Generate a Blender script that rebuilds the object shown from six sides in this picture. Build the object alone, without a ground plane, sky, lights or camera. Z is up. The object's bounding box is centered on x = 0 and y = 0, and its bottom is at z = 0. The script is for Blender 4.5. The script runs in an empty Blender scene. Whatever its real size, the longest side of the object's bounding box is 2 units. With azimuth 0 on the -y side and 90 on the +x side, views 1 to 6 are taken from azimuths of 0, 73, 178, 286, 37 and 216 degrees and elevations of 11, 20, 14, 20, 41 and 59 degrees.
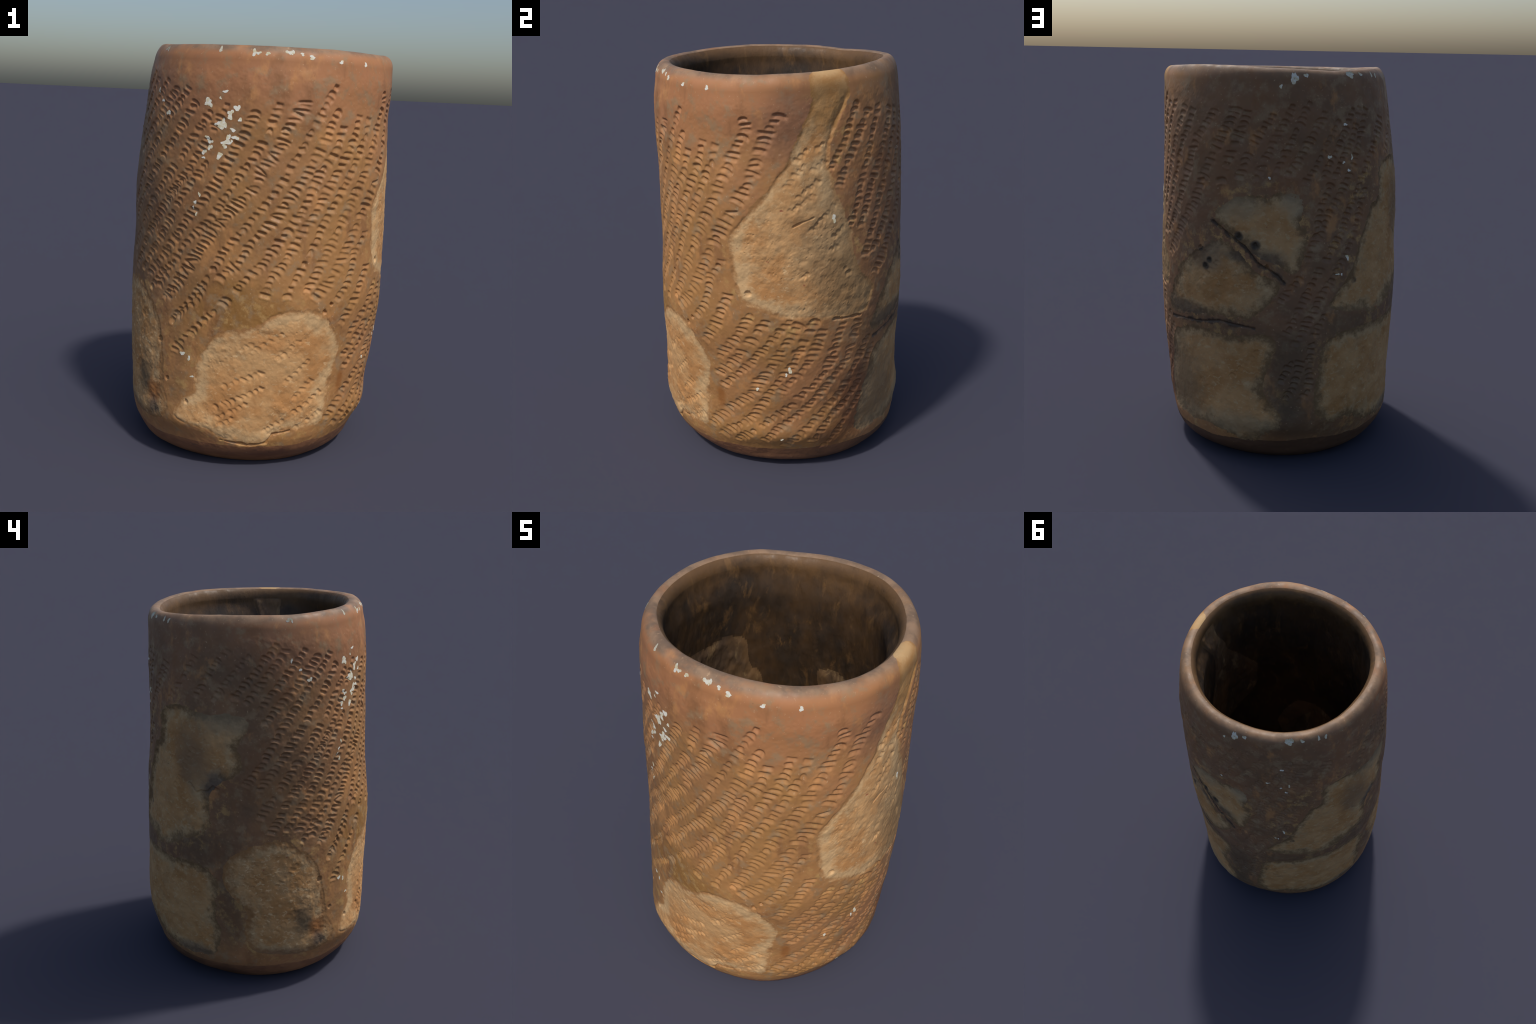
"""Hand-built clay beaker: comb-stamped fired clay wall, broken and mended with plaster fills."""
import bpy, math
import numpy as np

RNG = np.random.default_rng(7)
COLUMNS, WALL_ROWS, RIM_ROWS, INNER_ROWS, DISC_ROWS = 1080, 540, 34, 150, 14
MEAN_RADIUS = 0.62          # used to turn degrees into metres along the wall
RIM_HEIGHT = 0.062          # height of the rounded lip
FLOOR_Z = 0.11

# ------------------------------------------------------------------ form of the pot
# mean radius by height, and how far the section leans / is squashed at each height
HEIGHTS = [0, .04, .09, .15, .22, .32, .5, .7, .9, 1.1, 1.3, 1.5, 1.7, 1.85, 2.0]
RADIUS = [.491, .541, .5806, .6035, .6196, .6251, .632, .6374, .6365, .6281, .6213, .6114, .6022, .5924, .5788]
LOBES = {   # harmonic: (cosine amplitudes, sine amplitudes), in millimetres, one per height
    1: ([-23, -23, -26, -27, -26, -22, -10, 3, 10, 13, 13, 18, 25, 31, 40],
        [16, 17, 11, 8, 7, 3, -7, -14, -15, -18, -27, -32, -38, -45, -50]),
    2: ([4, 5, -1, -2, -5, -5, 3, 8, 12, 16, 20, 17, 9, 4, -2],
        [10, 11, 16, 16, 14, 7, -4, -8, -9, -8, -4, -3, -2, -6, -12]),
    3: ([3, 6, 1, 3, 11, 9, 3, -4, -8, -7, -12, -12, -7, -4, 2],
        [1, -1, 6, 4, -8, -5, -6, -6, -2, -1, 1, 2, 3, -4, -7]),
    4: ([-1, -6, -4, 0, 2, 0, -1, -1, -2, -5, -6, -7, -8, -7, -4],
        [7, 3, 0, -2, -6, 2, 4, 1, 0, -1, -2, -2, -1, -5, -7]),
}
RIM_LINE = [(-180, 1.995), (-160, 1.991), (-140, 1.984), (-120, 1.981), (-100, 1.982), (-60, 1.981), (-40, 1.976),
            (-20, 1.980), (0, 1.986), (20, 1.992), (45, 2.000), (62, 1.999), (80, 1.993), (100, 1.987), (118, 1.980),
            (137, 1.988), (160, 1.991)]


# thumb-sized swellings and hollows of the wall: degrees, height, half-width in degrees, half-height, amount
SWELLS = [(-55, .21, 26, .15, .034), (-38, .62, 22, .17, -.015), (-18, 1.5, 9, .25, .006), (19, 1.4, 12, .3, -.004), (-44, 1.45, 7, .22, .006), (-34, 1.35, 10, .35, .008), (75, .04, 30, .06, .012), (-75, .02, 40, .05, .012),
          (-120, 1.93, 24, .07, -.012), (-80, 1.93, 22, .07, -.012), (-36, 1.93, 18, .07, -.014), (18, 1.88, 20, .12, .012)]


def smooth_through(xs, ys, x):
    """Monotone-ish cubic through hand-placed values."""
    xs, ys = np.asarray(xs, float), np.asarray(ys, float)
    m = np.gradient(ys, xs)
    x = np.clip(x, xs[0], xs[-1])
    i = np.clip(np.searchsorted(xs, x) - 1, 0, len(xs) - 2)
    h = xs[i + 1] - xs[i]
    t = (x - xs[i]) / h
    return ((2 * t**3 - 3 * t**2 + 1) * ys[i] + (t**3 - 2 * t**2 + t) * h * m[i]
            + (-2 * t**3 + 3 * t**2) * ys[i + 1] + (t**3 - t**2) * h * m[i + 1])


def outer_radius(theta, z):
    r = smooth_through(HEIGHTS, RADIUS, z)
    for k, (c, s) in LOBES.items():
        r = r + .001 * (smooth_through(HEIGHTS, c, z) * np.cos(k * theta) + smooth_through(HEIGHTS, s, z) * np.sin(k * theta))
    deg = np.degrees(theta)
    for d, h, wide, tall, amount in SWELLS:
        r = r + amount * np.exp(-(((deg - d + 180) % 360 - 180) / wide) ** 2 - ((z - h) / tall) ** 2)
    return r


# extra wall thickness on the inside, by degrees round the pot: a hand below the lip, and further down
UPPER_SWELL = [(-180, .035), (-150, .020), (-120, .004), (-90, -.008), (-63, -.010), (-30, .002), (0, .036), (27, .056), (60, .040), (90, .022), (115, .018), (150, .030)]
LOWER_SWELL = [(-180, .022), (-150, .006), (-120, -.02), (-90, -.034), (-63, -.038), (-30, -.02), (0, .02), (27, .038), (60, .015), (90, .008), (115, .022), (150, .034)]


def rim_top(deg):
    a = [p[0] for p in RIM_LINE]
    b = [p[1] for p in RIM_LINE]
    return np.interp((deg + 180) % 360 - 180, a + [180], b + [b[0]])


def wall_thickness(deg):
    return .091 + .016 * np.exp(-(((deg + 58 + 180) % 360 - 180) / 26) ** 2)


# ------------------------------------------------------------------ noise
LATTICE = RNG.random((64, 64, 64)).astype(np.float32)


def noise(p, scale, octaves=3):
    out, amp, total = 0, 1.0, 0
    for o in range(octaves):
        q = p * scale * 2**o + 11.3 * o + 200
        i = np.floor(q).astype(int)
        f = q - i
        f = f * f * (3 - 2 * f)
        i &= 63
        j = (i + 1) & 63
        L = LATTICE
        x0 = L[i[..., 0], i[..., 1], i[..., 2]] * (1 - f[..., 0]) + L[j[..., 0], i[..., 1], i[..., 2]] * f[..., 0]
        x1 = L[i[..., 0], j[..., 1], i[..., 2]] * (1 - f[..., 0]) + L[j[..., 0], j[..., 1], i[..., 2]] * f[..., 0]
        x2 = L[i[..., 0], i[..., 1], j[..., 2]] * (1 - f[..., 0]) + L[j[..., 0], i[..., 1], j[..., 2]] * f[..., 0]
        x3 = L[i[..., 0], j[..., 1], j[..., 2]] * (1 - f[..., 0]) + L[j[..., 0], j[..., 1], j[..., 2]] * f[..., 0]
        y0 = x0 * (1 - f[..., 1]) + x1 * f[..., 1]
        y1 = x2 * (1 - f[..., 1]) + x3 * f[..., 1]
        out = out + amp * (y0 * (1 - f[..., 2]) + y1 * f[..., 2] - .5)
        total += amp
        amp *= .5
    return out / total * 2


def step(a, b, x):
    t = np.clip((x - a) / (b - a), 0, 1)
    return t * t * (3 - 2 * t)


# ------------------------------------------------------------------ plaster fills
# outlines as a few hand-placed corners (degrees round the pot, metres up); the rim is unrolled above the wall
FILLS = {}


def fill(name, *corners, sunk=.0012):
    FILLS[name] = (np.array(corners, float), sunk)


fill("front_foot", (-81, .794), (-73.4, .815), (-66, .82), (-58.3, .764), (-49.3, .617), (-53, .431), (-54.4, .212), (-77.2, .196),
     (-81.9, .146), (-90.7, .136), (-102.5, .16), (-108.1, .202), (-119.3, .218), (-124.7, .247), (-120.1, .347), (-115.4, .387),
     (-114.5, .468), (-115.4, .516), (-112.3, .593), (-107.8, .657), (-101.5, .708), (-95.3, .708), (-89.3, .734))
fill("left_foot", (-179.3, .768), (-163.2, .862), (-151.8, .859), (-141.8, .791), (-134.7, .697), (-131.5, .559), (-131, .386),
     (-126.3, .266), (-130.7, .208), (-141.7, .184), (-168.7, .225), (-172.2, .342), (-169, .471), (-175.8, .548), (-180.1, .624))
fill("back_right_foot", (119.3, .702), (136.1, .72), (150, .72), (162.2, .731), (171.4, .705), (176, .658), (176.9, .579),
     (174.3, .407), (177.4, .328), (173.5, .172), (165.7, .177), (155.4, .15), (137, .179), (123.1, .247), (113.3, .222),
     (105.4, .313), (106.6, .476), (109.3, .633), (112.2, .683))
fill("back_left_foot", (44, .702), (70.2, .688), (81.3, .723), (88.7, .688), (87.5, .612), (81.1, .421), (84.6, .363), (92, .288),
     (90.8, .216), (84.8, .192), (79.5, .123), (69.9, .127), (61.6, .164), (51.7, .183), (40, .164), (18, .171), (20.5, .357),
     (25.4, .52), (26.6, .608), (30, .643))
fill("back_lower", (60.4, 1.189), (38.8, 1.037), (23.1, .775), (27.3, .735), (33.6, .735), (50.6, .771), (67.2, .791), (75.9, .773),
     (90.5, .94), (89, .984), (80.9, 1.012), (73.8, 1.067), (64.9, 1.17))
fill("back_upper", (55.6, 1.288), (60.1, 1.343), (68.7, 1.395), (82.8, 1.391), (86.8, 1.417), (99.9, 1.393), (100.3, 1.327),
     (98.8, 1.261), (103, 1.202), (98.8, 1.031), (94, 1.014), (88.3, 1.061), (83.6, 1.072), (76.5, 1.113), (73.5, 1.156), (67.8, 1.175))
fill("back_right", (145.9, 1.543), (158.7, 1.565), (174.1, 1.529), (182.7, 1.54), (191.9, 1.528), (195.4, 1.494), (194, 1.442),
     (189, 1.37), (190.6, 1.33), (191, 1.261), (188.4, 1.226), (179.9, 1.184), (174.9, 1.128), (175.6, .945), (169.7, .891),
     (158.1, .846), (148.2, .782), (140, .758), (133.4, .799), (124.6, .799), (112.1, .835), (115.5, .905), (125.6, 1.005),
     (130.1, 1.151), (134.3, 1.221), (138.8, 1.337), (144.4, 1.348), sunk=.012)
fill("right_wall", (-3, 2.055), (-7.4, 1.966), (-5.9, 1.861), (-7.1, 1.813), (-12.2, 1.716), (-15.7, 1.604), (-38, 1.291),
     (-38.4, 1.226), (-36.3, 1.023), (-34.5, .973), (-15.9, .881), (-7.2, .88), (17.9, .844), (23.3, .882), (25.8, .969),
     (17, 1.073), (14.4, 1.132), (11.3, 1.324), (5, 1.449), (1.7, 1.584), (1.7, 1.667), (4.3, 1.753), (9.3, 1.828), (11, 1.894),
     (10.5, 1.95), (7, 2.055), sunk=.003)


def signed_distance(name, deg, w):
    """Distance in metres to the fill's outline, negative inside; corners rounded by cutting."""
    c = FILLS[name][0]
    for _ in range(2):
        n = np.roll(c, -1, 0)
        c = np.stack([.8 * c + .2 * n, .2 * c + .8 * n], 1).reshape(-1, 2)
    mid = (c[:, 0].min() + c[:, 0].max()) / 2
    k = MEAN_RADIUS * math.pi / 180
    x = ((deg - mid + 180) % 360 - 180) * k
    cx = (c[:, 0] - mid) * k
    cy = c[:, 1]
    d = np.full(x.shape, .2)
    near = (x > cx.min() - .1) & (x < cx.max() + .1) & (w > cy.min() - .1) & (w < cy.max() + .1)
    px, py = x[near], w[near]
    dist = np.full(px.shape, 9.)
    inside = np.zeros(px.shape, bool)
    for i in range(len(cx)):
        ax, ay, bx, by = cx[i - 1], cy[i - 1], cx[i], cy[i]
        ex, ey = bx - ax, by - ay
        t = np.clip(((px - ax) * ex + (py - ay) * ey) / (ex * ex + ey * ey + 1e-12), 0, 1)
        dist = np.minimum(dist, np.hypot(px - ax - t * ex, py - ay - t * ey))
        inside ^= ((ay > py) != (by > py)) & (px < ex * (py - ay) / (ey + 1e-12 * (ey == 0)) + ax)
    d[near] = np.where(inside, -dist, dist)
    return d


# ------------------------------------------------------------------ rows of comb stamps
STAMP_ROWS = []


def stamps(length_mm, *path, pitch=.030, depth=.0082):
    """One row of short comb impressions along a path of (degrees, metres up)."""
    STAMP_ROWS.append((length_mm / 1000, np.array(path, float), pitch, depth))


# front
stamps(34, (-60.7, 1.821), (-74.3, 1.528), (-88.1, 1.283), (-98.4, 1.146), (-111.5, .935), (-115.4, .835), (-127.5, .704), pitch=.034)
stamps(48, (-58.2, 1.72), (-62.2, 1.65), (-71.7, 1.417), (-82.7, 1.23), (-92.8, 1.103), (-96.5, 1.024), (-105.2, .942))
stamps(42, (-55.9, 1.645), (-60.1, 1.518), (-66, 1.426), (-72.8, 1.257), (-88.8, 1.013), (-99.4, .878), (-126, .56), pitch=.033)
stamps(44, (-48.9, 1.689), (-53.1, 1.558), (-67.7, 1.234), (-77, 1.058), (-84.4, .951), (-86.4, .876))
stamps(36, (-43.3, 1.684), (-44.8, 1.609), (-50.1, 1.474), (-78.1, .868), pitch=.034)
stamps(38, (-82.9, 1.734), (-90.2, 1.549), (-99.9, 1.381), (-112.5, 1.192), (-122.8, 1.079), (-137.9, .843), pitch=.033)
stamps(55, (-73.2, 1.752), (-80.1, 1.617), (-81.6, 1.559), (-89.7, 1.44), (-92.1, 1.371), (-109.7, 1.157), (-132.4, .799), pitch=.026)
stamps(48, (-92.7, 1.695), (-102.2, 1.502), (-110.4, 1.351), (-135.9, .993), (-144.5, .9))
stamps(40, (-105.7, 1.717), (-113, 1.574), (-131.1, 1.291), (-146.6, 1.091), pitch=.027)
stamps(38, (-112.4, 1.686), (-126.2, 1.469))
stamps(40, (-113.9, 1.461), (-125.9, 1.283), (-130.7, 1.19), (-142.1, 1.021))
# left side
stamps(42, (-119.3, 1.727), (-142.4, 1.408), (-153.8, 1.255), (-162.8, 1.13))
stamps(36, (-123.3, 1.788), (-147.7, 1.488), (-161, 1.262), (-168.7, 1.169))
stamps(46, (-130.2, 1.785), (-159.9, 1.469))
stamps(44, (-129.9, 1.435), (-147.6, 1.212), (-163.3, .98))
stamps(42, (-124.5, 1.399), (-148, 1.084), (-157.9, .895), pitch=.026)
stamps(38, (-136.7, 1.822), (-160.6, 1.551))
stamps(44, (-146, 1.826), (-166.7, 1.573))
stamps(36, (-150.9, 1.851), (-171.8, 1.607))
stamps(36, (-164.2, 1.809), (-181.5, 1.602), depth=.005)
stamps(40, (-173.7, 1.831), (-181.7, 1.757), (-192.3, 1.594), depth=.005)
stamps(40, (168.1, 1.796), (152.8, 1.574), depth=.005)
stamps(36, (150.9, 1.746), (141.2, 1.582))
stamps(36, (-141.8, 1.034), (-149.7, .913))
stamps(36, (-130.9, .973), (-143.2, .824))
stamps(30, (-123.8, .954), (-132.7, .803))
stamps(34, (-113, .912), (-128.2, .699))
# right side
stamps(46, (-32.2, 1.807), (-30.9, 1.758), (-47.2, 1.371), (-55.1, 1.201), (-68.8, .902))
stamps(56, (-17.6, 1.82), (-20.7, 1.769), (-30.3, 1.526), (-58.6, .943), (-65.9, .859), pitch=.031)
stamps(40, (-41.5, 1.158), (-46.1, 1.065), (-51, .906), (-56.4, .839))
stamps(46, (-39.4, .995), (-45.7, .826), (-52.2, .725))
stamps(50, (-30.4, .906), (-38, .757), (-45.1, .652))
stamps(50, (-24.1, .88), (-34.7, .688), (-45.8, .557))
stamps(40, (-14.8, .875), (-23.5, .762), (-30.9, .646), (-45, .484))
stamps(54, (-10.4, .855), (-19.2, .691), (-30.6, .486), (-52.8, .246))
stamps(46, (-4.1, .866), (-15.6, .62), (-31.9, .336), (-47.4, .195))
stamps(46, (-.3, .809), (-6.4, .647), (-17.2, .498))
stamps(44, (8.4, .825), (1.9, .591), (-16.4, .381), (-40.7, .17))
stamps(42, (16.5, .824), (11.6, .638), (-4.9, .417), (-15.8, .304), (-26.6, .201))
stamps(44, (23.3, .712), (10.6, .461), (-3.8, .297), (-17, .158))
stamps(40, (27, .651), (18, .456), (4.6, .306), (-3.9, .184))
stamps(36, (20.9, .404), (3.3, .139))
stamps(36, (14.6, 1.846), (8.3, 1.668), (2.5, 1.571))
stamps(40, (21.4, 1.808), (15.2, 1.698), (6.3, 1.495))
stamps(34, (27.9, 1.816), (23.1, 1.667), (12.1, 1.293))
stamps(40, (36.6, 1.803), (29.9, 1.62), (16.8, 1.271))
# back
stamps(40, (42.5, 1.784), (26.4, 1.311), (19.5, 1.13), depth=.009)
stamps(46, (55.9, 1.791), (46.4, 1.641), (32, 1.269), (23.7, 1.154), depth=.009)
stamps(52, (66.6, 1.799), (59.7, 1.676), (45.8, 1.334), (25.3, 1.036), depth=.009)
stamps(50, (72.2, 1.784), (59.5, 1.441), depth=.009)
stamps(42, (85.5, 1.778), (76.3, 1.646), (68.8, 1.467), depth=.009)
stamps(44, (94.6, 1.821), (84.6, 1.633), (76.4, 1.467), depth=.009)
stamps(42, (103.3, 1.835), (95.2, 1.67), (86.6, 1.515), depth=.009)
stamps(52, (111.7, 1.785), (105.1, 1.664), (91.9, 1.478), depth=.009)
stamps(38, (119.5, 1.744), (107, 1.524), (100.2, 1.448), depth=.009)
stamps(40, (127.7, 1.799), (120.6, 1.658), (109.9, 1.46), depth=.009)
stamps(40, (132.7, 1.8), (126.6, 1.659), (109.6, 1.341), (106.2, 1.157), depth=.009)
stamps(42, (136.6, 1.796), (128.5, 1.548), (116.6, 1.335), (102.3, 1.083), depth=.009)
stamps(40, (148.8, 1.753), (131.8, 1.446), (117.4, 1.167), (104, .948), (91.4, .692), depth=.009)
stamps(44, (134.4, 1.405), (125.4, 1.151), (109.3, .896), (96.4, .666), depth=.009)
stamps(40, (98.8, .995), (90.3, .878), depth=.009)
stamps(38, (110.9, .797), (105, .702), (104, .572), depth=.009)
stamps(38, (104.2, .56), (101.9, .413), (97.6, .355), depth=.009)
stamps(38, (99, .57), (95.3, .429), (90.8, .371), depth=.009)
stamps(38, (95.2, .57), (89.1, .446), depth=.009)
# worn stamps that show through the plaster skim
stamps(30, (-85.8, .505), (-101.6, .427), depth=.006)
stamps(32, (-85, .428), (-106.2, .318), depth=.007)
stamps(28, (-66, .559), (-75.9, .449), depth=.006)
stamps(30, (-63.2, .457), (-70.8, .374), depth=.006)
stamps(28, (-58.3, .394), (-71.6, .289), depth=.007)
stamps(28, (-57.1, .288), (-70.1, .211), depth=.006)
stamps(26, (-97.5, .276), (-103.6, .23), depth=.005)
stamps(26, (-88, .66), (-97, .6), depth=.004)
stamps(30, (-.6, 1.688), (-3.3, 1.661), depth=.006)
stamps(28, (-9, 1.593), (-16.3, 1.508), depth=.004)
stamps(28, (.3, 1.604), (-7, 1.558), depth=.005)
stamps(28, (-4.4, 1.457), (-15.1, 1.391), depth=.004)
stamps(28, (5.4, 1.215), (1.3, 1.195), depth=.005)
stamps(26, (9.6, 1.101), (12.2, 1.063), depth=.006)
stamps(26, (-6.3, 1.101), (-9.2, 1.083), depth=.006)
stamps(26, (-145.9, .715), (-156.8, .592), depth=.005)

stamps(26, (-78, .70), (-92, .58), depth=.004)
stamps(28, (-71, .66), (-80, .56), depth=.0035)
stamps(26, (-92, .35), (-104, .27), depth=.005)
stamps(26, (-75, .26), (-88, .19), depth=.005)
stamps(28, (-2, 1.52), (-12, 1.45), depth=.005)
stamps(28, (4, 1.40), (-6, 1.30), depth=.005)
stamps(28, (-8, 1.66), (-13, 1.60), depth=.005)
stamps(28, (8, 1.30), (2, 1.24), depth=.005)
stamps(26, (-148, .45), (-158, .34), depth=.004)
stamps(26, (-160, .70), (-168, .60), depth=.003)
stamps(28, (60, 1.06), (48, .93), depth=.004)
stamps(28, (150, 1.45), (140, 1.28), depth=.004)
stamps(28, (168, 1.35), (152, 1.10), depth=.003)
stamps(26, (80, .62), (66, .45), depth=.003)

# cracks: path, width, depth.  pits: degrees, height, radius, depth
CRACKS = []


def crack(width, depth, *path):
    CRACKS.append((width, depth, np.array(path, float)))


crack(.008, .010, (56.6, 1.262), (62.7, 1.218), (69.2, 1.168), (73, 1.141), (75.9, 1.104), (79.4, 1.062), (83.1, 1.045), (88.3, 1.01), (91.5, .973))
crack(.008, .006, (27, .70), (41.3, .724), (50.5, .735), (61, .758), (70.1, .748), (78, .738))
crack(.008, .007, (164.2, 1.163), (168.5, 1.119), (171, 1.135), (174.3, 1.135), (177, 1.16))
crack(.007, .008, (-102.5, .158), (-90.7, .134), (-81.9, .146), (-79.3, .19), (-71.3, .204))
crack(.007, .010, (4.2, .862), (8.9, .853), (13, .853), (17.8, .846))
crack(.005, .005, (116.1, 1.961), (112.2, 1.924), (109.2, 1.893))
crack(.006, .006, (-5, 1.36), (-9, 1.345), (-13, 1.325))
PITS = [(69.5, 1.197, .016, .012), (77.5, 1.155, .017, .010), (52.9, 1.031, .014, .010), (54.9, 1.064, .012, .008), (49.7, 1.117, .013, .010),
        (83.1, 1.051, .013, .010), (127.7, .958, .014, .006), (-57.6, .835, .011, .014), (-60.6, .798, .014, .010), (181, 1.216, .014, .009),
        (178.5, 1.147, .018, .006), (-134, .6, .017, .009), (-128.5, .42, .013, .008), (-118, .33, .012, .008), (-31, 1.015, .018, .010)]


def along(path, n_step):
    """Points every n_step metres along a (degrees, height) path, as degrees, height, direction."""
    q = path * [math.radians(MEAN_RADIUS), 1]
    seg = np.hypot(*np.diff(q, axis=0).T)
    s = np.concatenate([[0], np.cumsum(seg)])
    at = n_step
    d = np.stack([np.interp(at, s, q[:, 0]), np.interp(at, s, q[:, 1])], -1)
    e = np.stack([np.interp(at + .02, s, q[:, 0]), np.interp(at + .02, s, q[:, 1])], -1) - \
        np.stack([np.interp(at - .02, s, q[:, 0]), np.interp(at - .02, s, q[:, 1])], -1)
    return d, e / (np.hypot(*e.T)[:, None] + 1e-9), s[-1]


def press_stamps(deg, w, height):
    """Press every comb impression into the height field: sharp upper lip, floor rising downwards."""
    k = math.radians(MEAN_RADIUS)
    dcol = 360 / COLUMNS
    rows_per_m = WALL_ROWS / 1.95
    for length, path, pitch, depth in STAMP_ROWS:
        q = path * [k, 1]
        total = np.hypot(*np.diff(q, axis=0).T).sum()
        at, s = [], RNG.uniform(0, .01)
        while s < total:
            at.append(s)
            s += .92 * pitch * RNG.uniform(.8, 1.2)
        pts, dirs, _ = along(path, np.array(at))
        wobble, press = 0, .9
        for (px, py), (dx, dy) in zip(pts, dirs):
            if RNG.random() < .025:
                continue
            wobble = .7 * wobble + RNG.normal(0, .003)
            press = .8 * press + .2 * RNG.uniform(.3, 1.6)
            a = math.atan2(dy, dx)              # row runs down-left; the comb lies across it
            if math.sin(a) > 0:
                a += math.pi
            lie = .45 * (a + math.pi / 2) + RNG.normal(0, .17)
            lx, ly = math.cos(lie), math.sin(lie)
            half = length / 2 * RNG.choice([.75, .95, 1.1, 1.2, 1.35]) * RNG.uniform(.92, 1.08)
            tall = pitch * RNG.uniform(.6, .95)
            deep = depth * press * RNG.uniform(.6, 1.25)
            cx = px + wobble
            bow = RNG.uniform(-.1, .45)
            ci, ri = int(round((cx / k + 180) / dcol)), int(round(py * rows_per_m))
            rc, rr = int(.045 / (dcol * k)) + 2, int(.045 * rows_per_m) + 3
            cols = np.arange(ci - rc, ci + rc + 1)
            rows = np.arange(max(0, ri - rr), min(WALL_ROWS + 1, ri + rr + 1))
            ix = np.ix_(rows, cols % COLUMNS)
            X = ((deg[ix] - cx / k + 180) % 360 - 180) * k
            Y = w[ix] - py
            u = (X * lx + Y * ly) / half
            v = (-X * ly + Y * lx) / tall + bow * u * u
            edge = 1 - step(.5, 1.2, np.abs(u))
            fall = step(-.66, .3, v) * (1 - step(.26, .68, v))
            d = edge * fall * deep
            ridge = edge * np.exp(-((v + .62) / .25) ** 2) * deep * .22
            height[ix] = np.minimum(height[ix], -d) + ridge * (height[ix] > -.001)


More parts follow.
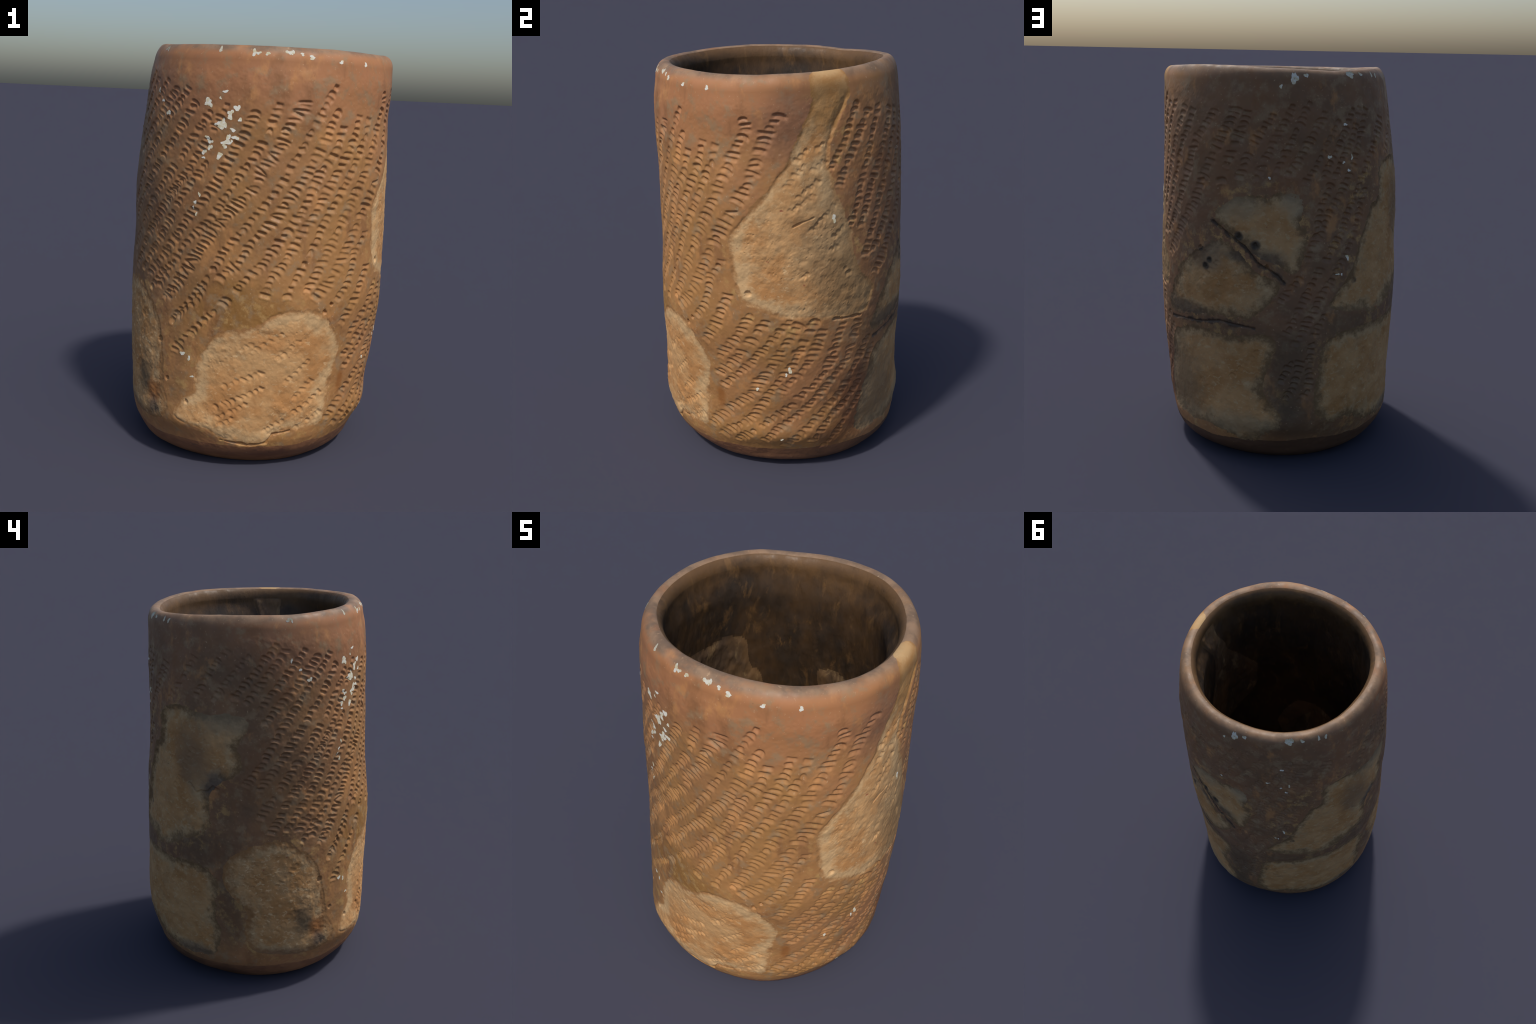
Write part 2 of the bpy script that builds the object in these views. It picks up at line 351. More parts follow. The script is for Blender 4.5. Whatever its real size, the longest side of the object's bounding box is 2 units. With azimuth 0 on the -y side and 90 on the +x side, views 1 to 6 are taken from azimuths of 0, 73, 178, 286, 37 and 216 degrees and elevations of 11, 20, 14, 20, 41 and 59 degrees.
def build_surface():
    deg = np.linspace(-180, 180, COLUMNS, endpoint=False)
    top = rim_top(deg) - RIM_HEIGHT
    D = np.repeat(deg[None], WALL_ROWS + 1, 0)
    W = np.linspace(0, 1, WALL_ROWS + 1)[:, None] * top[None]
    # let grid lines settle onto the outlines of the fills, so the seams run clean
    cell = .5 * max(2 * math.pi * MEAN_RADIUS / COLUMNS, 1.95 / WALL_ROWS)
    k = math.radians(MEAN_RADIUS)
    Pw = np.stack([np.cos(np.radians(D)) * .62, np.sin(np.radians(D)) * .62, W], -1)
    ragged = .012 * noise(Pw, 14, 3) + .008 * noise(Pw + 5, 48, 3)

    def dist(name, d, w):
        return signed_distance(name, d, w) + ragged

    for name in FILLS:
        sd = dist(name, D, W)
        near = (np.abs(sd) < cell * 1.1) & (W > .02) & (W < top[None] - .004)
        h = .002
        gx = (dist(name, D + h / k, W) - sd) / h
        gy = (dist(name, D, W + h) - sd) / h
        g = np.maximum(gx * gx + gy * gy, .3)
        lim = cell * .8
        D[near] -= np.clip((sd * gx / g)[near], -lim, lim) / k
        W[near] -= np.clip((sd * gy / g)[near], -lim, lim)
    P = np.stack([np.cos(np.radians(D)) * .62, np.sin(np.radians(D)) * .62, W], -1)

    H = np.zeros(D.shape)
    press_stamps(D, W, H)
    inside = {n: dist(n, D, W) for n in FILLS}
    rough = noise(P, 30, 4)
    grit = noise(P, 95, 2)
    # clay skin: hand-smoothed, faintly lumpy
    H += .0035 * noise(P, 5, 3) + .0016 * noise(P + 6, 17, 3) + .0014 * rough + .0006 * grit
    worn = step(-.25, .35, noise(P + 3, 7, 2))
    coarse = .0042 * np.minimum(rough, .3) * (.35 + .65 * worn) - .003 * step(.4, .8, grit) * worn + .0022 * noise(P, 16, 2)
    chipped = step(.05, .4, noise(P + 9, 9, 2))
    for n, sd in inside.items():
        sunk = FILLS[n][1]
        m = 1 - step(-.012 - 2 * (sunk - .001), .002, sd)
        edge_chip = -.003 * (.25 if n.startswith(("back", "left")) else 1) * np.exp(-((sd + .004) / .006) ** 2) * chipped
        if n == "back_right":        # deepest in its middle, flush where it reaches the left-hand side
            sunk = .0015 + (sunk - .0015) * (1 - step(152, 172, D % 360))
        H = H + m * (-sunk + coarse) + edge_chip
        if n == "right_wall":       # the old sherd stands proud along the right-hand edge of this fill
            side = m * step(-.05, 0, sd) * step(-4, 4, D) * step(1.5, 1.62, W) * (1 - step(1.84, 1.92, W))
            H -= side * .009
    wiggle = .007 * noise(P, 26, 3)
    for width, depth, path in CRACKS:
        q = path * [k, 1]
        line = np.full(D.shape, 9.)
        mid = path[:, 0].mean()
        X = ((D - mid + 180) % 360 - 180 + mid) * k
        for a, b in zip(q[:-1], q[1:]):
            e = b - a
            t = np.clip(((X - a[0]) * e[0] + (W - a[1]) * e[1]) / (e @ e), 0, 1)
            line = np.minimum(line, np.hypot(X - a[0] - t * e[0], W - a[1] - t * e[1]))
        line = line + wiggle
        H -= depth * (1 - step(.15, 1, line / width))
    for d0, w0, r, depth in PITS:
        X = ((D - d0 + 180) % 360 - 180) * k
        rr = np.hypot(X, W - w0) + .006 * grit
        H -= depth * (1 - step(.35, 1, rr / r))
    # foot: a smoothed shoe of clay with small chips along its upper edge
    H += .002 * noise(P, 22, 3) * (1 - step(.10, .2, W))
    H *= step(0, .02, W) * (1 - step(-.06, 0, W - top[None]))

    th = np.radians(D)
    r = outer_radius(th, W) + H
    wall = np.stack([r * np.cos(th), r * np.sin(th), W], -1)

    # lip: rounded over from the outer face to the inner face
    thick = wall_thickness(deg)
    th0 = np.radians(deg)
    r_top = outer_radius(th0, top)
    lean = r_top - outer_radius(th0, top - .03)
    rim = []
    for i in range(1, RIM_ROWS + 1):
        f = math.pi * i / RIM_ROWS
        c = math.copysign(abs(math.cos(f)) ** .92, math.cos(f))
        s = math.sin(f) ** .95
        rr = r_top - thick / 2 + thick / 2 * c
        zz = top + RIM_HEIGHT * s
        rr = rr + np.clip(lean / .03, -.5, .3) * (zz - top) * max(0, c)
        p = np.stack([rr * np.cos(th0), rr * np.sin(th0), zz], -1)
        n = noise(p, 9, 3)
        zz = zz + .0025 * n * s
        rr = rr + .004 * noise(p + 4, 10, 3) * s
        rim.append(np.stack([rr * np.cos(th0), rr * np.sin(th0), np.minimum(zz, 2.0)], -1))
    rim = np.array(rim)

    # inside: down the inner wall, round the corner, across the floor
    def cavity(a, below):
        """The hollow is not round: the wall is thick at the back corners, thin at the front."""
        d = (np.degrees(a) + 180) % 360 - 180
        upper = np.interp(d, *zip(*UPPER_SWELL), period=360)
        lower = np.interp(d, *zip(*LOWER_SWELL), period=360)
        low = step(.4, .85, below)
        return step(0, .15, below) * ((1 - low) * upper + low * lower)

    inner = []
    depth_line = np.linspace(0, 1, INNER_ROWS + 1)[1:]
    for f in depth_line:
        if f < .8:
            z = top + (FLOOR_Z + .16 - top) * (f / .8)
            rr = outer_radius(th0, z) - thick - cavity(th0, top - z)
        else:
            a = (f - .8) / .2 * math.pi / 2
            z0 = FLOOR_Z + .16
            r0 = outer_radius(th0, z0) - thick - cavity(th0, top - z0)
            z = z0 - .16 * math.sin(a)
            rr = r0 - .16 * (1 - math.cos(a))
            z = np.full(COLUMNS, z)
        p = np.stack([rr * np.cos(th0), rr * np.sin(th0), np.broadcast_to(z, th0.shape)], -1)
        rr = rr + (.004 * noise(p, 10, 4) + .0015 * noise(p * [1, 1, .3], 40, 2)) * min(1, f * 12)
        inner.append(np.stack([rr * np.cos(th0), rr * np.sin(th0), np.broadcast_to(z, th0.shape)], -1))
    inner = np.array(inner)
    wi = inner[..., 2]
    di = np.repeat(deg[None], len(inner), 0)
    inner_sd = {n: signed_distance(n, di, wi) + .012 * noise(inner, 12, 3) for n in FILLS}
    for n, sd in inner_sd.items():      # plaster oozed proud on the inside
        push = (1 - step(-.03, .0, sd)) * (.006 + .008 * noise(inner + 7, 25, 3))
        rad = np.hypot(inner[..., 0], inner[..., 1])
        inner[..., 0] *= 1 - push / rad
        inner[..., 1] *= 1 - push / rad

    def disc(ring, z_mid, rows):
        out = []
        for i in range(1, rows + 1):
            f = 1 - i / (rows + .5)
            p = ring * f
            p[:, 2] = ring[:, 2] * f + z_mid * (1 - f)
            out.append(p)
        return np.array(out)

    floor = disc(inner[-1].copy(), FLOOR_Z, DISC_ROWS)
    sole = disc(wall[0].copy(), .004, DISC_ROWS)[::-1]
    grid = np.concatenate([sole, wall, rim, inner, floor])

    # label every face with the part it belongs to
    n_s, n_w, n_r, n_i = len(sole), len(wall), len(rim), len(inner)
    label = np.empty(grid.shape[:2], object)

    def centre(a):
        b = np.roll(a, -1, 1)
        return a, b

    first_wall, first_rim, first_inner, first_floor = n_s, n_s + n_w - 1, n_s + n_w - 1 + n_r, n_s + n_w - 1 + n_r + n_i
    label[:first_wall] = "base"
    label[first_wall:first_rim] = "wall"
    label[first_rim:first_inner] = "rim"
    label[first_inner:first_floor] = "inner_wall"
    label[first_floor:] = "floor"
    zc = W[:-1]
    foot_line = .125 + .02 * noise(P[:-1], 6, 2)
    lab_w = label[first_wall:first_rim]
    lab_w[zc < foot_line] = "base"
    lab_w[zc > 1.865 + .012 * noise(P[:-1] * [1, 1, 0], 3, 2)] = "rim"
    fine = noise(P[:-1] + 2, 75, 2) * step(-.3, .4, noise(P[:-1] + 8, 4, 2))
    for n, sd in inside.items():
        s4 = (sd[:-1] + sd[1:] + np.roll(sd[:-1], -1, 1) + np.roll(sd[1:], -1, 1)) / 4
        lab_w[s4 + (.022 if n.startswith("back") else .012) * fine < 0] = "plaster_fill:" + n
    unrolled = (top[None] + RIM_HEIGHT * 1.5 * np.linspace(0, 1, n_r)[:, None] * 2)
    sd = signed_distance("right_wall", np.repeat(deg[None], n_r, 0), unrolled) + .006 * noise(rim, 30, 2)
    label[first_rim:first_inner][sd < 0] = "plaster_fill:right_wall"
    label[first_rim + int(n_r * .66):first_inner] = "inner_wall"
    lab_i = label[first_inner:first_floor]
    for n, s in inner_sd.items():
        lab_i[s < 0] = "inner_fill:" + n
    lab_i[wi < FLOOR_Z + .1] = "floor"
    return grid, label


def emit_parts(grid, label, parent, materials):
    rows, cols = grid.shape[:2]
    points = grid.reshape(-1, 3)
    index = np.arange(rows * cols).reshape(rows, cols)
    a = index[:-1]
    b = np.roll(index, -1, 1)[:-1]
    c = np.roll(index, -1, 1)[1:]
    d = index[1:]
    quads = np.stack([a, b, c, d], -1).reshape(-1, 4)
    lab = label[:-1].reshape(-1)
    # whole-body vertex normals, so that parts meet without a seam
    du = np.roll(grid, -1, 1) - np.roll(grid, 1, 1)
    dv = np.gradient(grid, axis=0)
    nrm = np.cross(du, dv).reshape(-1, 3)
    nrm /= np.linalg.norm(nrm, axis=1)[:, None] + 1e-12
    end_caps = {"base": (index[0][::-1], points[index[0]].mean(0)), "floor": (index[-1], points[index[-1]].mean(0))}
    for kind in sorted(set(lab)):
        q = quads[lab == kind]
        used, inv = np.unique(q, return_inverse=True)
        q = inv.reshape(-1, 4)
        v, n = points[used], nrm[used]
        tris = np.empty((0, 3), int)
        if kind in end_caps:
            ring, mid = end_caps[kind]
            loc = np.searchsorted(used, ring)
            v = np.vstack([v, mid])
            n = np.vstack([n, [0, 0, -1 if kind == "base" else 1]])
            tris = np.stack([loc, np.roll(loc, -1), np.full(len(loc), len(v) - 1)], -1)
        me = bpy.data.meshes.new(kind.split(":")[0])
        me.vertices.add(len(v))
        me.vertices.foreach_set("co", v.astype(np.float32).ravel())
        me.loops.add(4 * len(q) + 3 * len(tris))
        me.loops.foreach_set("vertex_index", np.concatenate([q.ravel(), tris.ravel()]).astype(np.int32))
        me.polygons.add(len(q) + len(tris))
        me.polygons.foreach_set("loop_start", np.concatenate([4 * np.arange(len(q)), 4 * len(q) + 3 * np.arange(len(tris))]).astype(np.int32))
        me.update(calc_edges=True)
        me.polygons.foreach_set("use_smooth", np.ones(len(me.polygons), bool))
        me.normals_split_custom_set_from_vertices(n.astype(np.float32).tolist())
        name = kind.split(":")[0]
        ob = bpy.data.objects.new(name, me)
        bpy.context.collection.objects.link(ob)
        ob.parent = parent
        me.materials.append(materials(kind))


# ------------------------------------------------------------------ flecks of white lime on the skin
FLECKS = []


def fleck(*spots):
    FLECKS.extend(spots)


# splash on the upper front: degrees, height, radius
fleck((-113.6, 1.733, .015), (-112.6, 1.722, .011), (-105.9, 1.779, .008), (-108, 1.75, .005), (-100.8, 1.709, .012), (-100, 1.715, .007), (-103.4, 1.69, .011), (-103.6, 1.672, .012),
      (-106.2, 1.642, .014), (-107.4, 1.632, .016), (-109, 1.638, .010), (-99.3, 1.66, .008), (-102.2, 1.614, .009), (-104.2, 1.578, .012), (-105, 1.558, .014), (-105.6, 1.54, .009),
      (-101.1, 1.581, .011), (-113.4, 1.573, .010), (-112, 1.557, .009), (-112.3, 1.532, .011), (-114.9, 1.51, .010), (-115, 1.485, .006))
fleck((-107.8, 1.498, .013), (-135.3, 1.673, .011), (-139.9, 1.727, .007), (-144.1, 1.774, .007), (-102.7, 1.564, .006), (-116.3, 1.317, .007),
      (-118.2, 1.28, .007), (-117.7, 1.225, .006), (-119.2, 1.255, .005), (-121.2, .559, .010), (-117.9, .541, .008), (-116.1, .456, .006))
# along the rim
fleck((-142.2, 1.962, .008), (-109.5, 1.959, .009), (-94.8, 1.95, .011), (-93, 1.948, .008), (-89.2, 1.947, .008), (-80.3, 1.956, .011), (-78.8, 1.957, .008),
      (-75, 1.951, .007), (-71.1, 1.939, .010), (-58.8, 1.926, .008), (-46.4, 1.923, .008), (94.2, 1.942, .016), (95.8, 1.951, .014), (101.1, 1.96, .010),
      (127.2, 1.964, .016), (128.6, 1.964, .014), (88.1, 1.909, .008), (145, 1.963, .009), (135.2, 1.966, .009), (149.2, 1.96, .009), (-143.9, 1.962, .008))
# scattered
fleck((4, 1.346, .012), (-14.6, .614, .011), (-16.1, .59, .006), (-28.8, .502, .007), (-18.2, .209, .006), (114.3, 1.578, .010), (127, 1.573, .009),
      (122.8, 1.732, .008), (83.4, 1.481, .006), (123.1, 1.082, .009), (117.8, 1.003, .006), (119.7, 1.001, .005), (125, 1.51, .007), (122, 1.55, .006))


def build_flecks(grid, parent, material):
    """Thin irregular blobs of lime lying on the finished skin."""
    wall = grid[DISC_ROWS:DISC_ROWS + WALL_ROWS + 1 + RIM_ROWS]
    verts, faces = [], []
    k = math.radians(MEAN_RADIUS)

    def skin(d, z):
        c = int(round((d + 180) / 360 * COLUMNS)) % COLUMNS
        col = wall[:WALL_ROWS + RIM_ROWS // 2, c]
        i = int(np.clip(np.searchsorted(col[:, 2], z), 1, len(col) - 1))
        t = np.clip((z - col[i - 1, 2]) / max(1e-6, col[i, 2] - col[i - 1, 2]), 0, 1)
        p = col[i - 1] * (1 - t) + col[i] * t
        rad = math.hypot(p[0], p[1])
        a = math.radians(d)
        return rad, a, p[2]

    for d0, z0, r in FLECKS:
        start = len(verts)
        n = 14
        ph = RNG.uniform(0, 6.28, 3)
        squash = RNG.uniform(.75, 1.3)
        rad, a, z = skin(d0, z0)
        verts.append(((rad + .0012) * math.cos(a), (rad + .0012) * math.sin(a), z))
        for ring, up in ((.55, .0011), (.92, .0009), (1.0, -.002)):
            for j in range(n):
                f = 2 * math.pi * j / n
                rr = 1.15 * r * ring * (1 + .3 * math.sin(2 * f + ph[0]) + .2 * math.sin(3 * f + ph[1]) + .12 * math.sin(5 * f + ph[2]))
                rad, a, z = skin(d0 + rr * math.cos(f) * squash / k, z0 + rr * math.sin(f) / squash)
                verts.append(((rad + up) * math.cos(a), (rad + up) * math.sin(a), z))
        for j in range(n):
            e = (j + 1) % n
            faces.append((start, start + 1 + j, start + 1 + e))
            for ring in range(2):
                o = start + 1 + ring * n
                faces.append((o + j, o + n + j, o + n + e, o + e))
    me = bpy.data.meshes.new("lime_flecks")
    me.from_pydata(verts, [], faces)
    me.polygons.foreach_set("use_smooth", np.ones(len(me.polygons), bool))
    out = [(v[0], v[1], .04) for v in verts]        # lit like the wall they lie on
    me.normals_split_custom_set_from_vertices([tuple(np.array(o) / np.linalg.norm(o)) for o in out])
    me.materials.append(material)
    ob = bpy.data.objects.new("lime_flecks", me)
    ob["kind"] = "stuff"
    bpy.context.collection.objects.link(ob)
    ob.parent = parent


# ------------------------------------------------------------------ materials
class Nodes:
    def __init__(self, name):
        self.mat = bpy.data.materials.new(name)
        self.mat.use_nodes = True
        self.t = self.mat.node_tree
        self.t.nodes.clear()
        self.co = self.new("ShaderNodeTexCoord").outputs["Object"]

    def new(self, kind, **props):
        n = self.t.nodes.new(kind)
        for k, v in props.items():
            setattr(n, k, v)
        return n

    def put(self, socket, v):
        if hasattr(v, "is_linked"):
            self.t.links.new(v, socket)
        elif isinstance(v, (tuple, list)) and len(v) == 3 and socket.type == "RGBA":
            socket.default_value = (*v, 1)
        else:
            socket.default_value = v

    def math(self, op, a, b=0.0, clamp=False):
        n = self.new("ShaderNodeMath", operation=op, use_clamp=clamp)
        self.put(n.inputs[0], a)
        self.put(n.inputs[1], b)
        return n.outputs[0]

    def vec(self, op, a, b):
        n = self.new("ShaderNodeVectorMath", operation=op)
        self.put(n.inputs[0], a)
        self.put(n.inputs[1], b)
        return n.outputs["Value" if op == "LENGTH" else "Vector"]

    def noise(self, scale, detail=3, rough=.55, stretch=(1, 1, 1), shift=0, distort=0):
        m = self.new("ShaderNodeMapping")
        self.put(m.inputs["Vector"], self.co)
        m.inputs["Scale"].default_value = stretch
        m.inputs["Location"].default_value = (shift, shift * .7, shift * 1.3)
        n = self.new("ShaderNodeTexNoise")
        self.put(n.inputs["Vector"], m.outputs[0])
        n.inputs["Scale"].default_value = scale
        n.inputs["Detail"].default_value = detail
        n.inputs["Roughness"].default_value = rough
        n.inputs["Distortion"].default_value = distort
        return n.outputs["Fac"]

    def range(self, x, a, b, lo=0.0, hi=1.0):
        n = self.new("ShaderNodeMapRange", interpolation_type="SMOOTHSTEP")
        for i, v in enumerate((x, a, b, lo, hi)):
            self.put(n.inputs[i], v)
        return n.outputs[0]

    def mix(self, fac, a, b):
        n = self.new("ShaderNodeMix", data_type="RGBA")
        self.put(n.inputs["Factor"], fac)
        self.put(n.inputs["A"], a)
        self.put(n.inputs["B"], b)
        return n.outputs["Result"]

    def spot(self, deg, z, wide, tall, ragged=.35, soft=.5, scale=9):
        """Mask of a patch of matter around a place on the wall, with a ragged border."""
        a = math.radians(deg)
        r = float(outer_radius(np.array(a), np.array(float(min(z, 1.93))))) - (.045 if z > 1.97 else 0)
        off = self.vec("SUBTRACT", self.co, (r * math.cos(a), r * math.sin(a), z))
        off = self.vec("MULTIPLY", off, (1 / wide, 1 / wide, 1 / tall))
        d = self.vec("LENGTH", off, (0, 0, 0))
        d = self.math("ADD", d, self.math("MULTIPLY", self.math("SUBTRACT", self.noise(scale, 4, .6, shift=deg * .1), .5), ragged * 4))
        return self.range(d, 1 - soft, 1 + soft, 1.0, 0.0)

    def seam(self, path, closed):
        """Distance in metres from a line drawn on the wall through (degrees, height) points."""
        path = np.asarray(path, float)
        mid = math.radians((path[:, 0].min() + path[:, 0].max()) / 2)
        c, s = math.cos(mid), math.sin(mid)
        ang = self.math("ARCTAN2", self.dot(self.co, (-s, c, 0)), self.dot(self.co, (c, s, 0)))
        flat = self.new("ShaderNodeCombineXYZ")
        self.put(flat.inputs[0], self.math("MULTIPLY", ang, MEAN_RADIUS))
        self.put(flat.inputs[1], self.dot(self.co, (0, 0, 1)))
        here = flat.outputs[0]
        q = np.stack([(np.radians(path[:, 0]) - mid) * MEAN_RADIUS, path[:, 1]], -1)
        best = None
        for i in range(0 if closed else 1, len(q)):
            a, e = q[i - 1], q[i] - q[i - 1]
            off = self.vec("SUBTRACT", here, (a[0], a[1], 0))
            t = self.math("MULTIPLY", self.dot(off, (e[0], e[1], 0)), 1 / max(1e-9, float(e @ e)), clamp=True)
            side = self.new("ShaderNodeVectorMath", operation="SCALE")
            side.inputs[0].default_value = (e[0], e[1], 0)
            self.put(side.inputs["Scale"], t)
            d = self.vec("LENGTH", self.vec("SUBTRACT", off, side.outputs[0]), (0, 0, 0))
            best = d if best is None else self.math("MINIMUM", best, d)
        return best

    def dot(self, a, b):
        n = self.new("ShaderNodeVectorMath", operation="DOT_PRODUCT")
        self.put(n.inputs[0], a)
        self.put(n.inputs[1], b)
        return n.outputs["Value"]

    def finish(self, colour, rough=.7, bump=None, strength=.2, distance=.002, spec=.4):
        b = self.new("ShaderNodeBsdfPrincipled")
        self.put(b.inputs["Base Color"], colour)
        self.put(b.inputs["Roughness"], rough)
        b.inputs["Specular IOR Level"].default_value = spec
        if bump is not None:
            n = self.new("ShaderNodeBump")
            n.inputs["Strength"].default_value = strength
            n.inputs["Distance"].default_value = distance
            self.put(n.inputs["Height"], bump)
            self.t.links.new(n.outputs[0], b.inputs["Normal"])
        o = self.new("ShaderNodeOutputMaterial")
        self.t.links.new(b.outputs[0], o.inputs[0])
        return self.mat


def srgb(r, g, b):
    return tuple(((c / 255 + .055) / 1.055) ** 2.4 if c > 10 else c / 3294 for c in (r, g, b))


def clay_material():
    n = Nodes("fired_clay")
    red, ochre, umber, grey = srgb(172, 121, 79), srgb(168, 122, 71), srgb(136, 94, 60), srgb(152, 126, 94)
    up = n.new("ShaderNodeSeparateXYZ")
    n.put(up.inputs[0], n.co)
    big = n.noise(2.6, 4, .6)
    col = n.mix(n.range(big, .35, .65), red, ochre)
    col = n.mix(n.math("MULTIPLY", n.spot(-90, 1.9, .8, .22, .15, .5, 5), .7), col, srgb(174, 117, 80))
    # the middle of the front is more ochre
    col = n.mix(n.math("MULTIPLY", n.spot(-85, 1.0, .7, .5, .2, .6, 5), .75), col, ochre)
    col = n.mix(n.math("MULTIPLY", n.spot(-100, .80, .22, .12, .3, .6), .8), col, srgb(152, 108, 50))
    # broad patch of darker, greyer brown on the far side
    back_patch = n.spot(122, 1.2, .98, 1.3, .16, .32, 3.5)
    col = n.mix(n.math("MULTIPLY", back_patch, .8), col, n.mix(n.range(n.noise(5, 4, .6, shift=11), .35, .65), srgb(126, 93, 69), srgb(103, 81, 63)))
    streak = n.noise(8, 5, .62, (1, 1, .4))
    col = n.mix(n.range(streak, .5, .7, 0, .7), col, umber)
    col = n.mix(n.range(n.noise(15, 5, .65, shift=3), .5, .68, 0, .7), col, grey)
    col = n.mix(n.range(n.noise(11, 4, .6, (1, 1, .6), 7), .56, .7, 0, .5), col, srgb(200, 142, 86))
    # plaster smeared over the edges of the fills
    smear = n.range(n.noise(20, 5, .7, shift=21), .5, .66, 0, .7)
    for deg, z, wide, tall in ((-87, .47, .42, .42), (-152, .5, .34, .38), (142, .45, .42, .32), (56, .42, .38, .34), (58, .95, .28, .26), (80, 1.24, .26, .22), (152, 1.18, .38, .44), (-12, 1.15, .34, .36), (0, 1.7, .12, .3)):
        col = n.mix(n.math("MULTIPLY", n.spot(deg, z, wide, tall, .15, .18, 8), smear), col, srgb(190, 150, 92))
    for deg, z, wide, tall, amount in ((94, .50, .10, .22, .85), (96, .26, .13, .09, .7), (170, .82, .22, .10, .5), (-178, .50, .07, .22, .5), (42, .72, .20, .05, .4),
                                       (70, .74, .16, .05, .6), (130, .74, .24, .05, .5), (22, .60, .05, .2, .5),
                                       (-123, .45, .05, .2, .35), (-170, 1.72, .14, .10, .4), (-165, 1.25, .10, .25, .35)):
        col = n.mix(n.math("MULTIPLY", n.spot(deg, z, wide, tall, .3, .6, 12), amount * .7), col, srgb(84, 70, 54))
    for deg, z, wide, tall in ((17, .40, .10, .17), (8, .2, .12, .08)):
        col = n.mix(n.math("MULTIPLY", n.spot(deg, z, wide, tall, .3, .5, 12), .6), col, srgb(104, 64, 42))
    col = n.mix(n.math("MULTIPLY", n.spot(-12, 1.77, .16, .14, .3, .5, 8), .55), col, srgb(138, 98, 76))
    for d, h, r, _ in PITS[:2]:
        col = n.mix(n.math("MULTIPLY", n.spot(d, h, r * 1.3, r * 1.3, .15, .35, 30), .8), col, srgb(58, 50, 42))
    col = n.mix(n.math("MULTIPLY", n.spot(-46.5, .425, .022, .06, .3, .6, 20), .7), col, srgb(150, 92, 40))
    # dirt in the open cracks
    for width, depth, path in CRACKS[:3]:
        line = n.math("ADD", n.seam(path, False), n.math("MULTIPLY", n.math("SUBTRACT", n.noise(22, 4, .6, shift=2), .5), .06))
        col = n.mix(n.range(line, width * .3, width * 2.0, .85, 0), col, srgb(64, 52, 42))
    # worn, sooty crest of the lip, with its highlight painted in as pale grey
    flat = n.vec("MULTIPLY", n.vec("SUBTRACT", n.co, (.035, -.05, 0)), (1, 1, 0))
    crest = n.math("MULTIPLY", n.range(n.vec("LENGTH", flat, (0, 0, 0)), .55, .60, 1, 0), n.range(up.outputs[2], 1.94, 1.97))
    crest = n.math("MULTIPLY", crest, n.range(n.noise(7, 4, .65, shift=31), .3, .55, .35, .95))
    col = n.mix(crest, col, n.mix(n.range(n.noise(12, 4, .6, shift=33), .35, .65), srgb(150, 122, 96), srgb(116, 96, 78)))
    # specks and pale dust
    col = n.mix(n.range(n.noise(70, 3, .6, shift=8), .62, .78, 0, .5), col, srgb(206, 174, 136))
    col = n.mix(n.range(n.noise(45, 4, .7, shift=5), .64, .8, 0, .5), col, srgb(104, 74, 56))
    return n.finish(col, n.range(n.noise(20, 3, .5, shift=1), .3, .7, .5, .72), n.noise(160, 4, .6), .18, .0015)


def base_material():
    n = Nodes("worn_clay_foot")
    col = n.mix(n.range(n.noise(5, 4, .6, (1, 1, 2.5)), .35, .65), srgb(152, 106, 72), srgb(130, 88, 62))
    col = n.mix(n.range(n.noise(18, 5, .65, (1, 1, 2.5), 4), .55, .75, 0, .7), col, srgb(96, 72, 58))
    col = n.mix(n.math("MULTIPLY", n.spot(90, .08, .75, .3, .25, .4, 6), .85), col, srgb(82, 60, 44))
    col = n.mix(n.range(n.noise(60, 3, .6, shift=8), .68, .78, 0, .6), col, srgb(190, 170, 140))
    return n.finish(col, .6, n.noise(120, 4, .6), .25, .002)


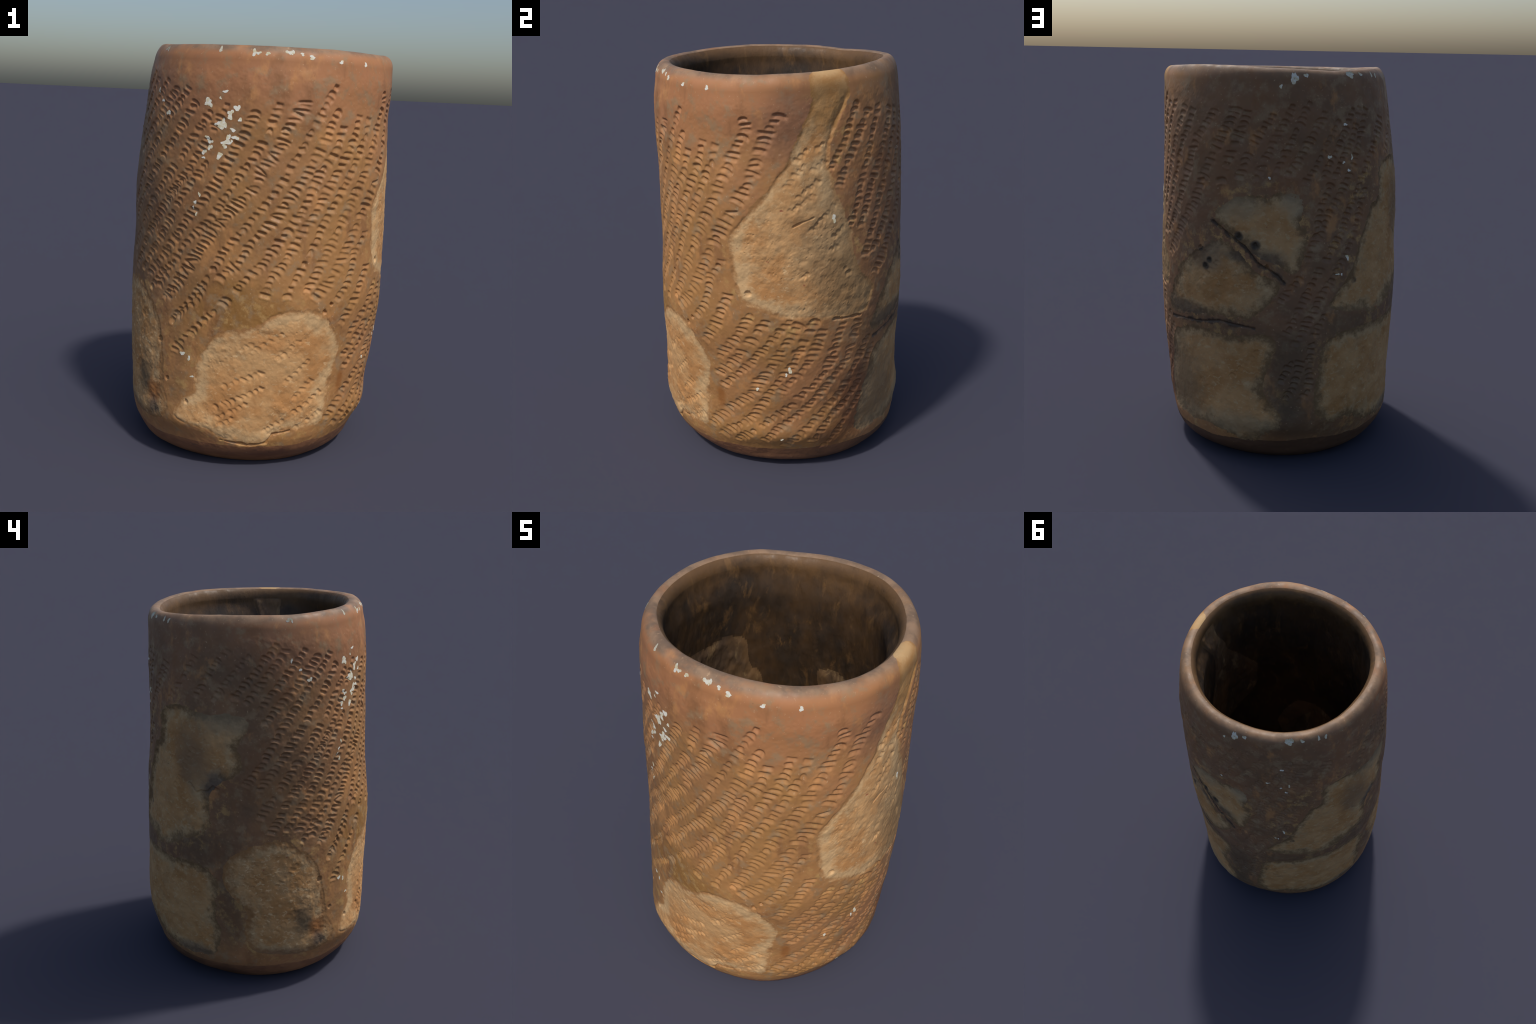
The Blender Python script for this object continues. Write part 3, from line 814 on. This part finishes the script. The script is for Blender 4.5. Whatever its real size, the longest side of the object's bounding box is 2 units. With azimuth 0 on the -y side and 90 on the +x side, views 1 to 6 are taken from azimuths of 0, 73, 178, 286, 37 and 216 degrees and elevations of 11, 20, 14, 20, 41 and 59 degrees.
def plaster_material(kind):
    """Pale sandy plaster; the greenish-grey share, the place of its middle and its stains differ by fill."""
    look = {
        "front_foot": ((-87, .47, .50, .36), .35, ((-100, .31, .09, .05, (170, 116, 66), .6),)),
        "left_foot": ((-152, .5, .36, .34), .5, ((-143, .40, .06, .09, (84, 74, 58), .75), (-136.5, .33, .045, .055, (146, 92, 48), .8), (-136, .26, .04, .04, (80, 70, 62), .8), (-160, .2, .2, .04, (120, 96, 76), .5))),
        "back_right_foot": ((142, .45, .45, .30), .45, ((160, .19, .12, .04, (104, 88, 78), .5),)),
        "back_left_foot": ((56, .42, .40, .30), .6, ((32, .33, .18, .22, (124, 106, 82), .6), (60, .75, .3, .05, (90, 78, 68), .5), (72, .22, .2, .06, (150, 132, 102), .6))),
        "back_lower": ((58, .93, .30, .20), .5, ((56, 1.08, .07, .08, (122, 106, 86), .6), (48, 1.12, .06, .10, (110, 84, 62), .6), (72, 1.10, .10, .03, (88, 74, 62), .7), (40, .78, .15, .05, (88, 74, 62), .7))),
        "back_upper": ((82, 1.22, .24, .18), .4, ((68, 1.34, .12, .06, (160, 138, 106), .6), (96, 1.36, .06, .06, (166, 146, 116), .6), (80, 1.09, .12, .04, (86, 74, 64), .6))),
        "back_right": ((152, 1.15, .40, .40), .6, ((184, 1.5, .16, .07, (140, 124, 98), .6), (166, 1.30, .10, .16, (112, 96, 80), .5), (178, 1.17, .06, .08, (92, 82, 76), .7))),
        "right_wall": ((-16, 1.13, .36, .28), .45, ((1, 1.87, .15, .13, (160, 118, 68), .75), (2, 1.985, .05, .03, (196, 164, 118), .6), (8, 1.25, .20, .30, (162, 136, 100), .6), (14, 1.02, .2, .22, (146, 114, 76), .7))),
    }[kind]
    (deg, z, wide, tall), grey, stains = look
    n = Nodes("plaster_" + kind)
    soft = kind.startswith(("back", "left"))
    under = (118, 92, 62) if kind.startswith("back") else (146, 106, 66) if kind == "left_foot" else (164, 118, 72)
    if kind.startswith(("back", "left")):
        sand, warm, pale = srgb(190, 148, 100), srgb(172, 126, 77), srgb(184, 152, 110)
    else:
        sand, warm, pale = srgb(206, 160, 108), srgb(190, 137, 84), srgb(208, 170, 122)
    edge = n.seam(FILLS[kind][0], True)
    wander = n.math("SUBTRACT", n.noise(11, 5, .65, shift=4), .5)
    band = n.math("ADD", edge, n.math("MULTIPLY", wander, .34))
    # a pale skim inside the edge, warmer and sandier towards the middle
    core = n.range(band, .01, .09)
    col = n.mix(core, pale, n.mix(n.range(n.noise(6, 4, .6), .35, .62), warm, sand))
    col = n.mix(n.range(n.noise(13, 5, .65, shift=2), .5, .7, 0, grey), col, srgb(166, 136, 98))
    blot = n.noise(34, 4, .65, (1, 1, 1.6), 6, .6)
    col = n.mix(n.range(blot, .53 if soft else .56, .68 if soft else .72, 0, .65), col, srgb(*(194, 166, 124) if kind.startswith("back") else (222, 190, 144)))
    col = n.mix(n.range(n.noise(42, 4, .7, shift=9), .62, .76, 0, .55), col, srgb(140, 110, 82))
    # at the very edge the skim feathers out over the clay
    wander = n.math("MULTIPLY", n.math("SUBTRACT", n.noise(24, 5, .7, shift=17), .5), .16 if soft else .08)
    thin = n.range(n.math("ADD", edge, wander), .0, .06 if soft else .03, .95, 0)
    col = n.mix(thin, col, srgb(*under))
    for d, h, w, t, c, amount in stains:
        col = n.mix(n.math("MULTIPLY", n.spot(d, h, w, t, .3, .5, 14), amount), col, srgb(*c))
    for d, h, r, _ in PITS:
        if kind.startswith("back") and 40 < d < 140:
            col = n.mix(n.math("MULTIPLY", n.spot(d, h, r * 1.4, r * 1.4, .15, .35, 30), .85), col, srgb(62, 56, 50))
    col = n.mix(n.range(n.noise(26, 2, .5, shift=14), .74, .8, 0, .8), col, srgb(150, 84, 62))
    return n.finish(col, n.range(n.noise(24, 3), .3, .7, .6, .85), n.noise(130, 5, .65), .35, .003, .3)


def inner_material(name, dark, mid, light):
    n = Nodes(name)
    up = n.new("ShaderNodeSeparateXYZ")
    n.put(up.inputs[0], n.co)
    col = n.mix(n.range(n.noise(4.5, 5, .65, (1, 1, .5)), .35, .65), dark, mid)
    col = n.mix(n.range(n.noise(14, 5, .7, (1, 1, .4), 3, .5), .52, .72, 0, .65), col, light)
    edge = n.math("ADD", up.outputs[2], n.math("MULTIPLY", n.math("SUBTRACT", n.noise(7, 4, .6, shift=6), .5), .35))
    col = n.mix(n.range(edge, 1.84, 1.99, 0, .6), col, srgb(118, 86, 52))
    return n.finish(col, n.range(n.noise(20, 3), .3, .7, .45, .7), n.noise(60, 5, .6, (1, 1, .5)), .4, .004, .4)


def lime_material():
    n = Nodes("white_lime")
    col = n.mix(n.range(n.noise(60, 3), .4, .65), srgb(236, 232, 218), srgb(220, 208, 170))
    return n.finish(col, .7, n.noise(200, 3), .2, .001)


def main():
    pot = bpy.data.objects.new("clay_beaker", None)
    pot["label"] = "tall comb-stamped brown clay beaker mended with pale plaster"
    pot["category"] = "pottery vessel"
    bpy.context.collection.objects.link(pot)
    grid, label = build_surface()
    clay = clay_material()
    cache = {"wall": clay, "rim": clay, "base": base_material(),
             "inner_wall": inner_material("dark_inner_clay", srgb(50, 40, 31), srgb(78, 57, 36), srgb(120, 88, 52))}  # inner clay in darker browns than the outer wall
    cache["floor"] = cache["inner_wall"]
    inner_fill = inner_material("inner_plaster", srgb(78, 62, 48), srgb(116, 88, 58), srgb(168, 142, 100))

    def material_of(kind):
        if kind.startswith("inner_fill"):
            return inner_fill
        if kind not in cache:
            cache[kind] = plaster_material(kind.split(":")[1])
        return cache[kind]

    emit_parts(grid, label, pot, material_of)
    build_flecks(grid, pot, lime_material())


main()
